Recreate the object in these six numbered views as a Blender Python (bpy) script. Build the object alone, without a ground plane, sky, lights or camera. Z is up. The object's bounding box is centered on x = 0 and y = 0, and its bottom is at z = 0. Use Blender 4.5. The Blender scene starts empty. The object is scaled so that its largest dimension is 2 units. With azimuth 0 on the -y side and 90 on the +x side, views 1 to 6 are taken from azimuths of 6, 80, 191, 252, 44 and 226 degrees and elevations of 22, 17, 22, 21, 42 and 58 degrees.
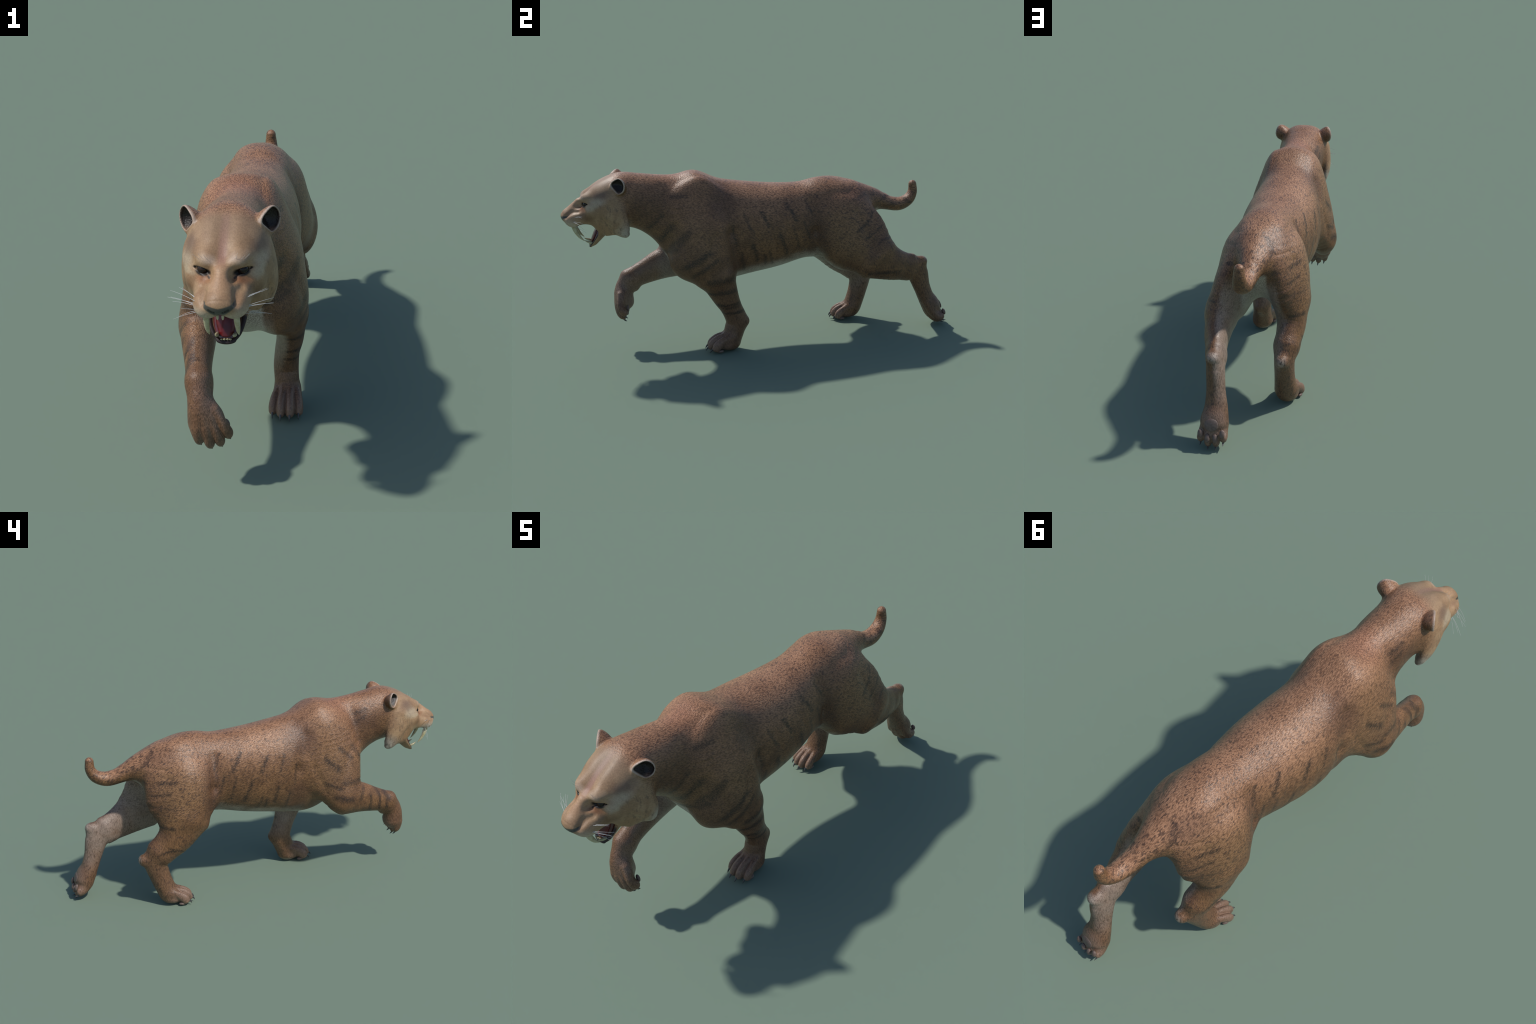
"""Snarling sabre-toothed cat in mid stride: one implicit-surface body (lofts, tapered
tubes and ellipsoids blended together), meshed with surface nets, split into anatomical
parts, plus teeth, tongue, eyes, claws, paw pads and whiskers."""
import bpy, math, random
import numpy as np
from mathutils import Vector
random.seed(7)
rng = np.random.default_rng(7)
VOX = 0.003

# ---------------------------------------------------------------- body plan
# torso + neck: cross-sections along y  (y, cx, cz, half width, up, down, exponent)
# limbs and tail: (x, y, z, half width sideways, half depth)
TORSO = [
 (-0.765, -0.005, 0.850, 0.060, 0.060, 0.070, 2.000),
 (-0.720, -0.005, 0.853, 0.104, 0.098, 0.121, 2.069),
 (-0.660, -0.006, 0.836, 0.111, 0.129, 0.146, 2.152),
 (-0.600, -0.004, 0.819, 0.113, 0.142, 0.163, 2.139),
 (-0.540, -0.003, 0.788, 0.115, 0.163, 0.190, 2.138),
 (-0.470, -0.000, 0.733, 0.120, 0.209, 0.246, 2.126),
 (-0.400, -0.002, 0.693, 0.128, 0.245, 0.274, 2.096),
 (-0.310, -0.007, 0.663, 0.139, 0.280, 0.300, 2.074),
 (-0.200, -0.012, 0.635, 0.164, 0.264, 0.282, 2.082),
 (-0.040, -0.009, 0.618, 0.181, 0.249, 0.240, 2.103),
 (0.100, -0.004, 0.622, 0.174, 0.226, 0.222, 2.107),
 (0.230, -0.004, 0.635, 0.153, 0.206, 0.207, 2.108),
 (0.320, -0.002, 0.652, 0.138, 0.204, 0.224, 2.105),
 (0.400, -0.003, 0.667, 0.129, 0.188, 0.218, 2.107),
 (0.500, -0.005, 0.689, 0.111, 0.139, 0.187, 2.007),
 (0.580, -0.008, 0.697, 0.081, 0.094, 0.120, 2.002),
 (0.660, -0.012, 0.709, 0.041, 0.042, 0.047, 1.994),
 (0.700, -0.010, 0.703, 0.014, 0.014, 0.014, 2.000)]
TUBES = {
 'foreleg_left': (0.075, [
   (0.087, -0.329, 0.823, 0.023, 0.043),
   (0.110, -0.335, 0.756, 0.045, 0.100),
   (0.140, -0.313, 0.662, 0.055, 0.123),
   (0.150, -0.282, 0.532, 0.058, 0.105),
   (0.149, -0.249, 0.411, 0.057, 0.093),
   (0.142, -0.211, 0.301, 0.050, 0.069),
   (0.129, -0.182, 0.229, 0.046, 0.056),
   (0.122, -0.158, 0.156, 0.047, 0.057),
   (0.124, -0.172, 0.110, 0.046, 0.054),
   (0.130, -0.193, 0.050, 0.047, 0.049)]),
 'foreleg_right': (0.075, [
   (-0.097, -0.347, 0.827, 0.024, 0.040),
   (-0.107, -0.358, 0.754, 0.045, 0.104),
   (-0.130, -0.376, 0.653, 0.058, 0.136),
   (-0.148, -0.388, 0.538, 0.063, 0.128),
   (-0.156, -0.416, 0.441, 0.064, 0.092),
   (-0.146, -0.499, 0.430, 0.059, 0.085),
   (-0.133, -0.601, 0.397, 0.046, 0.066),
   (-0.120, -0.686, 0.368, 0.040, 0.055),
   (-0.112, -0.722, 0.316, 0.042, 0.049),
   (-0.106, -0.724, 0.252, 0.050, 0.049)]),
 'hindleg_left': (0.075, [
   (0.049, 0.427, 0.762, 0.032, 0.061),
   (0.078, 0.430, 0.672, 0.057, 0.143),
   (0.118, 0.510, 0.548, 0.065, 0.164),
   (0.146, 0.595, 0.432, 0.063, 0.126),
   (0.140, 0.703, 0.377, 0.052, 0.090),
   (0.119, 0.794, 0.346, 0.040, 0.071),
   (0.110, 0.844, 0.312, 0.039, 0.061),
   (0.103, 0.874, 0.226, 0.040, 0.046),
   (0.097, 0.903, 0.151, 0.050, 0.043),
   (0.095, 0.928, 0.102, 0.055, 0.040)]),
 'hindleg_right': (0.075, [
   (-0.064, 0.431, 0.774, 0.039, 0.067),
   (-0.084, 0.434, 0.693, 0.065, 0.150),
   (-0.114, 0.454, 0.576, 0.075, 0.167),
   (-0.142, 0.433, 0.457, 0.072, 0.126),
   (-0.148, 0.490, 0.366, 0.064, 0.094),
   (-0.141, 0.566, 0.295, 0.053, 0.070),
   (-0.137, 0.595, 0.246, 0.046, 0.061),
   (-0.134, 0.577, 0.159, 0.045, 0.052),
   (-0.133, 0.546, 0.072, 0.051, 0.050)]),
 'tail': (0.05, [
   (0.000, 0.520, 0.738, 0.064, 0.068),
   (-0.004, 0.599, 0.723, 0.055, 0.053),
   (-0.008, 0.660, 0.704, 0.049, 0.044),
   (-0.005, 0.720, 0.682, 0.044, 0.038),
   (-0.002, 0.785, 0.671, 0.040, 0.036),
   (-0.002, 0.837, 0.691, 0.034, 0.031),
   (-0.003, 0.862, 0.730, 0.027, 0.025),
   (-0.003, 0.863, 0.773, 0.021, 0.021)]),
}
ELLS = {  # name: (blend, centre, radii)
 'hock_left': (0.035, (0.114, 0.875, 0.373), (0.025, 0.025, 0.022)),
 'hock_right': (0.035, (-0.135, 0.663, 0.262), (0.024, 0.019, 0.024)),
 'haunch_left': (0.07, (0.100, 0.440, 0.554), (0.061, 0.117, 0.183)),
 'haunch_right': (0.07, (-0.125, 0.394, 0.570), (0.072, 0.114, 0.164)),
 'brachium_left': (0.09, (0.114, -0.368, 0.497), (0.068, 0.109, 0.095)),
 'scapula_left': (0.09, (0.070, -0.308, 0.793), (0.038, 0.093, 0.120)),
 'scapula_right': (0.09, (-0.076, -0.330, 0.791), (0.044, 0.092, 0.118)),
}
STRIPES = [  # side (0 both, 1 left, -1 right), from (y, z) to (y, z)
 (0,0.240,0.766,0.271,0.690), (0,0.133,0.763,0.182,0.677), (0,0.222,0.660,0.248,0.571), (0,0.167,0.629,0.193,0.527),
 (0,0.087,0.617,0.125,0.504), (0,-0.057,0.560,-0.032,0.480), (0,-0.115,0.527,-0.102,0.432), (0,0.003,0.733,0.034,0.662),
 (0,-0.090,0.732,-0.059,0.648), (0,-0.153,0.676,-0.140,0.571), (0,-0.054,0.568,-0.035,0.484), (0,0.006,0.503,0.010,0.455),
 (0,0.030,0.520,0.050,0.450), (-1,0.559,0.664,0.483,0.664), (-1,0.595,0.607,0.513,0.612), (-1,0.610,0.552,0.490,0.533),
 (-1,0.606,0.443,0.507,0.436), (-1,0.536,0.334,0.448,0.294), (-1,0.635,0.721,0.561,0.800), (-1,0.571,0.310,0.503,0.316),
 (-1,-0.388,0.724,-0.455,0.667), (-1,-0.467,0.725,-0.516,0.652), (-1,-0.310,0.676,-0.376,0.618), (-1,-0.309,0.550,-0.382,0.515),
 (-1,-0.401,0.542,-0.524,0.542), (-1,-0.358,0.469,-0.444,0.444), (-1,-0.494,0.442,-0.518,0.488), (-1,-0.600,0.476,-0.620,0.429),
 (-1,-0.651,0.449,-0.677,0.401), (-1,-0.508,0.873,-0.562,0.889), (-1,-0.502,0.827,-0.550,0.856), (1,-0.519,0.628,-0.458,0.702),
 (1,-0.472,0.589,-0.395,0.661), (1,-0.432,0.608,-0.378,0.671), (1,-0.408,0.490,-0.291,0.558), (1,-0.378,0.440,-0.249,0.519),
 (1,-0.447,0.847,-0.381,0.851), (1,-0.296,0.401,-0.177,0.406), (1,-0.249,0.343,-0.163,0.345), (1,-0.232,0.245,-0.140,0.252),
 (1,0.503,0.593,0.563,0.634), (1,0.538,0.542,0.634,0.603), (1,0.609,0.523,0.681,0.539), (1,0.558,0.354,0.727,0.347),
 (1,-0.514,0.548,-0.445,0.586), (1,-0.567,0.701,-0.509,0.752),
]
# ---------------------------------------------------------------- field tools
def catmull(nodes, sub):
    P = np.asarray(nodes, float)
    if len(P) < 3: 
        t=np.linspace(0,1,sub+1)[:,None]; return P[0]*(1-t)+P[-1]*t
    Q = np.vstack([2*P[0]-P[1], P, 2*P[-1]-P[-2]])
    out = []
    for i in range(len(P)-1):
        a, b, c, d = Q[i:i+4]
        t = np.linspace(0, 1, sub, endpoint=False)[:, None]
        out.append(.5*(2*b+(c-a)*t+(2*a-5*b+4*c-d)*t*t+(3*b-a-3*c+d)*t**3))
    out.append(P[-1:])
    return np.vstack(out)

def smin(a, b, k):
    h = np.maximum(k-np.abs(a-b), 0)/k
    return np.minimum(a, b)-h*h*k*.25

def ell_f(qs, rs):
    k0 = np.sqrt(sum((q/r)**2 for q, r in zip(qs, rs)))+1e-9
    k1 = np.sqrt(sum((q/(r*r))**2 for q, r in zip(qs, rs)))+1e-9
    return k0*(k0-1)/k1

def loft_f(p, sections, sub=6):
    S = catmull(sections, sub)
    y = p[:, 1]
    g = lambda j: np.interp(y, S[:, 0], S[:, j])
    qx = p[:, 0]-g(1); qz = p[:, 2]-g(2)
    w = np.maximum(g(3),.004); h = np.maximum(np.where(qz > 0, g(4), g(5)),.004); e = g(6)
    a = np.abs(qx)/w; b = np.abs(qz)/h
    r = (a**e+b**e)**(1/e)+1e-9
    grad = np.sqrt((a**(e-1)/w)**2+(b**(e-1)/h)**2)/np.maximum(r,1e-6)**(e-1)+1e-9
    f = (r-1)/grad
    f = np.maximum(f, -np.minimum(w, h))
    dy = np.maximum(np.maximum(S[0, 0]-y, y-S[-1, 0]), 0)
    return np.where(dy > 0, np.sqrt(np.maximum(f, 0)**2+dy*dy), f)

_tube_cache = {}
def tube_frames(nodes, side, sub):
    key = (str(nodes), tuple(side), sub)
    if key in _tube_cache: return _tube_cache[key]
    S = catmull(nodes, sub)
    T = np.gradient(S[:, :3], axis=0); T /= np.linalg.norm(T, axis=1, keepdims=True)+1e-12
    N = np.cross(T, np.asarray(side, float)); N /= np.linalg.norm(N, axis=1, keepdims=True)+1e-12
    W = np.cross(N, T)
    _tube_cache[key] = np.hstack([S, T, N, W])
    return _tube_cache[key]

def tube_f(p, nodes, side=(1., 0, 0), sub=5):
    """Distance to a bent tapering tube with elliptical sections."""
    A = tube_frames(nodes, side, sub).astype(p.dtype)
    x, y, z = p[:, 0], p[:, 1], p[:, 2]
    best = np.full(len(p), 1e9, p.dtype); u = np.zeros(len(p), p.dtype)
    for i in range(len(A)-1):
        a = A[i, :3]; ab = A[i+1, :3]-a; L2 = ab@ab+1e-12
        px = x-a[0]; py = y-a[1]; pz = z-a[2]
        t = np.minimum(np.maximum((px*ab[0]+py*ab[1]+pz*ab[2])/L2, 0), 1)
        d = (px-t*ab[0])**2+(py-t*ab[1])**2+(pz-t*ab[2])**2
        m = d < best
        np.copyto(best, d, where=m); np.copyto(u, i+t, where=m)
    i = np.minimum(u.astype(int), len(A)-2); t = (u-i)[:, None]
    G = A[i]*(1-t)+A[i+1]*t
    q = p-G[:, :3]
    w = (q*G[:, 5:8]).sum(1); v = (q*G[:, 8:11]).sum(1); s = (q*G[:, 11:14]).sum(1)
    r1, r2 = G[:, 3], G[:, 4]; rm = np.minimum(r1, r2)
    k0 = np.sqrt((s/r1)**2+(v/r2)**2+(w/rm)**2)+1e-9
    k1 = np.sqrt((s/r1**2)**2+(v/r2**2)**2+(w/rm**2)**2)+1e-9
    return k0*(k0-1)/k1
def thick_tube_f(p, nodes, side=(1., 0, 0), sub=4):
    """As tube_f, but as a union of slices: safe where a bend is tighter than the section is deep."""
    A = tube_frames(nodes, side, sub).astype(p.dtype)
    best = np.full(len(p), 1e3, p.dtype)
    for g0, g1 in zip(A[:-1], A[1:]):
        ab = g1[:3]-g0[:3]
        q = p-g0[:3]
        t = np.clip(q@ab/(ab@ab+1e-12), 0, 1)
        q -= t[:, None]*ab
        m = .5*(g0+g1)
        w = q@m[5:8]
        v = q@g0[8:11]*(1-t)+q@g1[8:11]*t
        s = q@g0[11:14]*(1-t)+q@g1[11:14]*t
        r1 = g0[3]+(g1[3]-g0[3])*t; r2 = g0[4]+(g1[4]-g0[4])*t; rm = np.minimum(r1, r2)
        k0 = np.sqrt((s/r1)**2+(v/r2)**2+(w/rm)**2)+1e-9
        k1 = np.sqrt((s/r1**2)**2+(v/r2**2)**2+(w/rm**2)**2)+1e-9
        np.minimum(best, k0*(k0-1)/k1, out=best)
    return best

SPLITS = {'foreleg_left': (4,), 'foreleg_right': (4, 7), 'hindleg_left': (3, 5), 'hindleg_right': (3, 5), 'tail': ()}

def limb_f(p, nodes, splits):
    """A limb: gently bent tubes meeting at the joints."""
    cuts = [0, *splits, len(nodes)-1]
    f = None
    for a, b in zip(cuts[:-1], cuts[1:]):
        d = (thick_tube_f if a == 0 and splits else tube_f)(p, nodes[a:b+1])
        f = d if f is None else smin(f, d, .025)
    return f
# ---------------------------------------------------------------- end of field tools

def smax(a, b, k):
    return -smin(-a, -b, k)

def ell_at(p, c, r):
    return ell_f([p[:, i]-c[i] for i in range(3)], r)

def ell_axes(p, c, axes, r):
    q = p-np.asarray(c)
    return ell_f([q@np.asarray(a) for a in axes], r)

def unit(v):
    v = np.asarray(v, float)
    return v/np.linalg.norm(v)

# ---------------------------------------------------------------- head (mirrored: built on |x|)
SKULL = [
 (-0.905, 0, .825, .030, .025, .060, 2.0),
 (-0.885, 0, .825, .062, .055, .070, 2.1),
 (-0.850, 0, .825, .094, .089, .085, 2.2),
 (-0.800, 0, .825, .116, .118, .100, 2.3),
 (-0.740, 0, .825, .128, .140, .115, 2.3),
 (-0.690, 0, .825, .124, .147, .130, 2.2),
 (-0.640, 0, .825, .104, .136, .125, 2.1),
 (-0.590, 0, .825, .080, .105, .090, 2.0),
 (-0.545, 0, .825, .045, .060, .050, 2.0)]
BRIDGE = [(0,-.860,.845,.028,.035),(0,-.905,.830,.0255,.030),(0,-.950,.799,.033,.028),(0,-.972,.785,.035,.026),(0,-.980,.778,.033,.022)]
RUFF = [(.105,-.765,.840,.022,.045),(.122,-.735,.780,.020,.050),(.124,-.712,.730,.018,.042),(.112,-.697,.690,.014,.026),(.108,-.687,.674,.010,.014)]
RUFF_EDGE = [(.080,-.775,.715,.030,.045),(.098,-.735,.705,.022,.030),(.106,-.700,.690,.014,.022)]
JAW = [(0,-.790,.715,.066,.042),(0,-.822,.680,.062,.037),(0,-.845,.650,.054,.030),(0,-.860,.628,.044,.023),(0,-.872,.613,.030,.012)]
JAW_HOLLOW = [(0,-.825,.690,.044,.020),(0,-.845,.656,.042,.015),(0,-.866,.625,.028,.009)]
JAW_RIM = ((-.843,.660), unit((-.82,.575)))       # plane of the lower lip (y, z)
EYE_SLIT = [(.033,-.904,.823,.003,.004),(.043,-.898,.832,.0060,.010),(.056,-.890,.8385,.0085,.014),(.068,-.880,.8415,.0060,.012),(.079,-.866,.842,.0025,.004)]
EAR_N = unit((.77,-.63,.05)); EAR_U = unit(np.array((.06,.12,1.))-EAR_N*np.dot((.06,.12,1.),EAR_N)); EAR_S = np.cross(EAR_U, EAR_N)
EAR_C = np.array((.120,-.717,.929))

def ear_f(q):
    d = q-EAR_C
    n, sd, u = d@EAR_N, d@EAR_S, d@EAR_U
    back = np.hypot(sd-.006, u-.002)                       # round at the back
    front = -(sd+.047)*.593+(u-.001)*.805                  # straight leading edge up to the tip
    root = -(sd+.047)*.565-(u-.001)*.825                   # closed by the head below
    deep = np.minimum(n, 0)**2
    outer = smax(smax(back-.0415, front-.0045, .012), root-.004, .008)+deep*20
    outer = np.maximum(outer, -.012)
    base = tube_f(q, [(.088,-.702,.895,.028,.034),(.106,-.704,.918,.030,.034)])
    outer = smin(outer, base, .025)
    inner = smax(smax(back-.0372, front+.0005, .010), root+.002, .006)+deep*34
    return smax(smax(outer, n-.004, .005), -inner, .0035)

def head_f(p):
    """Returns head distance, ear distance and jaw distance."""
    q = p.copy(); q[:, 0] = np.sqrt(q[:, 0]**2+1e-6)
    f = loft_f(q, SKULL)
    f = smin(f, tube_f(q, BRIDGE), .03)
    f = smin(f, ell_at(q, (.042,-.862,.866), (.034,.036,.026)), .025)        # brow
    f = smin(f, ell_at(q, (.078,-.830,.800), (.036,.050,.045)), .03)         # cheekbone
    f = smin(f, ell_at(q, (.062,-.800,.748), (.044,.052,.060)), .04)         # cheek
    f = smin(f, tube_f(q, RUFF), .03)
    f = smin(f, tube_f(q, RUFF_EDGE), .03)
    f = smin(f, ell_at(q, (.032,-.895,.785), (.026,.052,.032)), .035)         # maxilla
    f = smin(f, ell_at(q, (.052,-.895,.765), (.030,.060,.034)), .03)         # lip side
    f = smin(f, ell_at(q, (.037,-.943,.756), (.038,.042,.034)), .022)        # whisker pad
    f = smin(f, ell_at(q, (0,-.972,.772), (.043,.025,.020)), .028)           # nose
    # forehead furrow, nostrils, philtrum
    f = smax(f, -tube_f(q, [(0,-.890,.897,.016,.018),(0,-.85,.934,.018,.018),(0,-.79,.974,.018,.018),(0,-.74,1.01,.018,.018)]), .04)
    f = smax(f, -tube_f(q, [(.010,-.998,.766,.003,.003),(.020,-.992,.770,.005,.004),(.029,-.978,.776,.004,.004)]), .005)
    f = smax(f, -tube_f(q, [(0,-.992,.752,.003,.003),(0,-.988,.735,.003,.004),(0,-.978,.716,.004,.005)]), .008)
    f = smax(f, -tube_f(q, [(.046,-.980,.781,.002,.002),(.051,-.948,.805,.003,.003),(.058,-.918,.806,.002,.002)]), .022)
    f = smax(f, -ell_at(q, (.037,-.915,.836), (.010,.020,.016)), .02)       # socket corner
    # eye slit
    f = smax(f, -tube_f(q, EYE_SLIT, side=(0, 0, 1.)), .006)
    # gaping mouth: bite circle cut right through, plus a throat
    bite = np.hypot(q[:, 1]+.895, q[:, 2]-.685)-.053
    f = smax(f, -bite, .008)
    j = tube_f(q, JAW)
    rim = (q[:, 1]-JAW_RIM[0][0])*JAW_RIM[1][0]+(q[:, 2]-JAW_RIM[0][1])*JAW_RIM[1][1]
    j = smax(j, rim, .006)
    f = smin(f, j, .02)
    f = smax(f, -tube_f(q, JAW_HOLLOW), .008)
    f = smax(f, -ell_at(q, (0,-.845,.708), (.040,.042,.040)), .008)
    e = ear_f(q)
    return f, e, j

# ---------------------------------------------------------------- paws
# local frame: origin on the sole, F towards the toes, U away from the sole
PAWS = {  # name: (origin, forward, up, claw curl)
 'foreleg_left':  ((.128,-.215,.000), (-.03,-1,0), (0,0,1)),
 'foreleg_right': ((-.088,-.711,.268), (.20,-.05,-.97), (.10,-1,.02)),
 'hindleg_left':  ((.101,.975,.122), (-.03,.30,-.95), (.05,-.95,-.30)),
 'hindleg_right': ((-.140,.520,.000), (-.12,-1,0), (0,0,1)),
}
PAW_SCALE = {'hindleg_right': np.array((.93,.93,.93)), 'foreleg_right': np.array((1.,1.,.80))}
ONE = np.ones(3)
TOES = [(-.047,-.016,.92),(-.0165,.004,1.0),(.0165,.004,1.0),(.047,-.016,.92)]

def paw_frame(name):
    o, F, U = PAWS[name]
    F = unit(F); U = np.asarray(U, float); U = unit(U-F*np.dot(U, F)); S = np.cross(F, U)
    M = np.stack([S, F, U])          # rows: local axes
    return np.asarray(o, float), M

def toe_nodes(s, d, g, lift=1.):
    return [(s*.60,-.012+d,.078*g*lift**2,.0125,.016),(s*.86,.038+d,.071*g*lift,.0158,.021),(s*1.0,.072+d,.047*g,.0168,.024),(s*1.02,.083+d,.028*g,.0155,.0215)]

def paw_f(p, name):
    o, M = paw_frame(name)
    sc = PAW_SCALE.get(name, ONE)
    q = (p-o)@M.T/sc
    f = None
    for s, d, g in TOES:
        t = tube_f(q, toe_nodes(s, d, g, .86 if name == 'foreleg_right' else 1.), sub=3)
        f = t if f is None else smin(f, t, .005)
    body = ell_at(q, (0,.002,.038), (.050,.058,.036))
    f = smin(f, body, .010)
    f = smin(f, ell_at(q, (0,.052,.032), (.053,.034,.026)), .006)      # web between the toes
    # flatten the sole
    return smax(f, -q[:, 2]+.002, .012)*sc.min()

# ---------------------------------------------------------------- muscle relief
# (y, z) -> (y, z), width, depth (+ hollow, - swelling); applied on both flanks
RELIEF = [
 ((-.220,.800),(-.165,.640),.034,.0060), ((-.165,.640),(-.140,.470),.030,.0060),
 ((.265,.750),(.285,.600),.028,.0070), ((.285,.600),(.315,.460),.028,.0080),
 ((-.490,.900),(-.510,.740),.030,.0050), ((-.300,.920),(-.370,.680),.040,-.0015),
 ((.430,.700),(.470,.500),.060,-.0040), ((-.250,.640),(-.310,.500),.020,.0035),
 ((.505,.680),(.585,.480),.020,.0035), ((-.440,.700),(-.380,.520),.022,.0035),
 ((.020,.700),(.080,.500),.018,.0018), ((-.060,.700),(-.010,.500),.018,.0018), ((.100,.700),(.160,.520),.018,.0018)]

def relief(p):
    y, z = p[:, 1], p[:, 2]
    w = np.clip((np.abs(p[:, 0])-.045)/.05, 0, 1); w = w*w*(3-2*w)
    m = (w > 0) & (z > .38) & (y > -.60) & (y < .70)
    out = np.zeros(len(p)); yy, zz = y[m], z[m]; acc = 0*yy
    for (y0, z0), (y1, z1), s, a in RELIEF:
        dy, dz = y1-y0, z1-z0
        t = np.clip(((yy-y0)*dy+(zz-z0)*dz)/(dy*dy+dz*dz), 0, 1)
        acc += a*np.exp(-((yy-y0-t*dy)**2+(zz-z0-t*dz)**2)/(s*s))
    out[m] = acc*w[m]
    return out

# ---------------------------------------------------------------- whole body field
WRISTS = {'foreleg_left': (.131,-.112,.150), 'foreleg_right': (-.118,-.662,.318)}
GROUPS = ['torso','head','ear','tail','foreleg_left','foreleg_right','hindleg_left','hindleg_right']

def in_box(p, pts, m):
    pts = np.asarray(pts); lo = pts.min(0)-m; hi = pts.max(0)+m
    return np.all((p > lo) & (p < hi), axis=1)

def body_f(p, labels=False):
    p = np.asarray(p, np.float32)
    n = len(p)
    f = loft_f(p, TORSO)
    g = {'torso': f.copy()}
    FAR = .5
    def part(mask, fn):
        out = np.full(n, FAR, np.float32)
        if mask.any():
            out[mask] = fn(p[mask])
        return out
    for k, (kb, nodes) in TUBES.items():
        a = np.array(nodes); pts = a[:, :3]; m = np.array([.10,.22,.20]) if k != 'tail' else .11
        d = part(in_box(p, pts, m), lambda q: limb_f(q, nodes, SPLITS[k]))
        for e, (ke, c, r) in ELLS.items():
            if e.startswith('hock') and k.startswith('hind') and e.split('_')[1] == k.split('_')[1]:
                d = smin(d, part(in_box(p, [c], .09), lambda q: ell_at(q, c, r)), ke)
        if k in WRISTS:
            d = smin(d, part(in_box(p, [WRISTS[k]], .08), lambda q: ell_at(q, WRISTS[k], (.013,.015,.016))), .03)
        if k in PAWS:
            o = PAWS[k][0]
            d = smin(d, part(in_box(p, [o], .20), lambda q: paw_f(q, k)), .025)
        g[k] = d
        f = smin(f, d, kb)
    for e, (ke, c, r) in ELLS.items():
        if not e.startswith('hock'):
            d = part(in_box(p, [c], np.array(r)+.1), lambda q: ell_at(q, c, r))
            f = smin(f, d, ke)
            if labels and e.startswith('brachium'):
                g['foreleg_left'] = np.minimum(g['foreleg_left'], d+.012)
            if labels and e.startswith('haunch'):
                k = 'hindleg_'+e.split('_')[1]
                g[k] = np.minimum(g[k], d+.012)
    f = f+relief(p)
    hm = p[:, 1] < -.50
    hf = np.full(n, FAR); ef = np.full(n, FAR); jf = np.full(n, FAR)
    if hm.any():
        hf[hm], ef[hm], jf[hm] = head_f(p[hm])
    f = smin(f, hf, .022)
    f = smin(f, ef, .012)
    f = np.maximum(f, .0015-p[:, 2])
    if labels:
        g['head'] = hf; g['ear'] = ef; g['jaw'] = jf
        return f, g
    return f

# ---------------------------------------------------------------- surface nets
def surface_nets(fn, lo, hi, h, coarse=5):
    lo = np.asarray(lo, float)
    nc = np.ceil((np.asarray(hi)-lo)/(h*coarse)).astype(int)
    nf = nc*coarse
    ax = [lo[i]+h*coarse*(np.arange(nc[i])+.5) for i in range(3)]
    C = np.stack(np.meshgrid(*ax, indexing='ij'), -1).reshape(-1, 3)
    fc = fn(C)
    act = np.abs(fc) < h*coarse*1.55+.004
    ci = np.stack(np.unravel_index(np.nonzero(act)[0], nc), -1)
    # fine corner samples of every active block
    o = np.stack(np.meshgrid(*[np.arange(coarse+1)]*3, indexing='ij'), -1).reshape(-1, 3)
    dims = nf+1
    st = np.array([dims[1]*dims[2], dims[2], 1], np.int64)
    lin = ((ci[:, None]*coarse+o[None])@st).ravel()
    flag = np.zeros(int(np.prod(dims)), bool); flag[lin] = True
    ids = np.nonzero(flag)[0]; del flag, lin
    ijk = np.stack(np.unravel_index(ids, dims), -1)
    F = np.full(int(np.prod(dims)), 1., np.float32)
    for a in range(0, len(ids), 400000):
        F[ids[a:a+400000]] = fn(lo+h*ijk[a:a+400000])
    o = np.stack(np.meshgrid(*[np.arange(coarse)]*3, indexing='ij'), -1).reshape(-1, 3)
    cell = ((ci[:, None]*coarse+o[None]).reshape(-1, 3))
    cl = cell@st
    corners = [np.array(c) for c in np.ndindex(2, 2, 2)]
    V = np.stack([F[cl+c@st] for c in corners], -1)
    ins = (V < 0).sum(1)
    k = (ins > 0) & (ins < 8)
    cell, cl, V = cell[k], cl[k], V[k]
    acc = np.zeros((len(cl), 3)); cnt = np.zeros(len(cl))
    for a in range(8):
        for b in range(a+1, 8):
            d = corners[b]-corners[a]
            if np.abs(d).sum() != 1: continue
            va, vb = V[:, a], V[:, b]
            m = (va < 0) != (vb < 0)
            t = va/(va-vb+1e-12)
            acc[m] += (corners[a]+d*t[:, None])[m]; cnt[m] += 1
    pos = lo+h*(cell+acc/cnt[:, None])
    order = np.argsort(cl); scl = cl[order]
    def find(x):
        i = np.clip(np.searchsorted(scl, x), 0, len(scl)-1)
        return np.where(scl[i] == x, order[i], -1)
    quads = []
    for axis in range(3):
        e = np.zeros(3, int); e[axis] = 1
        v0 = F[cl]; v1 = F[cl+e@st]
        m = (v0 < 0) != (v1 < 0)
        b, c = [np.eye(3, dtype=int)[i] for i in ((axis+1) % 3, (axis+2) % 3)]
        base = cl[m]
        q = np.stack([find(base), find(base-b@st), find(base-b@st-c@st), find(base-c@st)], -1)
        flip = v0[m] >= 0
        q[flip] = q[flip][:, ::-1]
        quads.append(q[(q >= 0).all(1)])
    return pos, np.vstack(quads)

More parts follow.
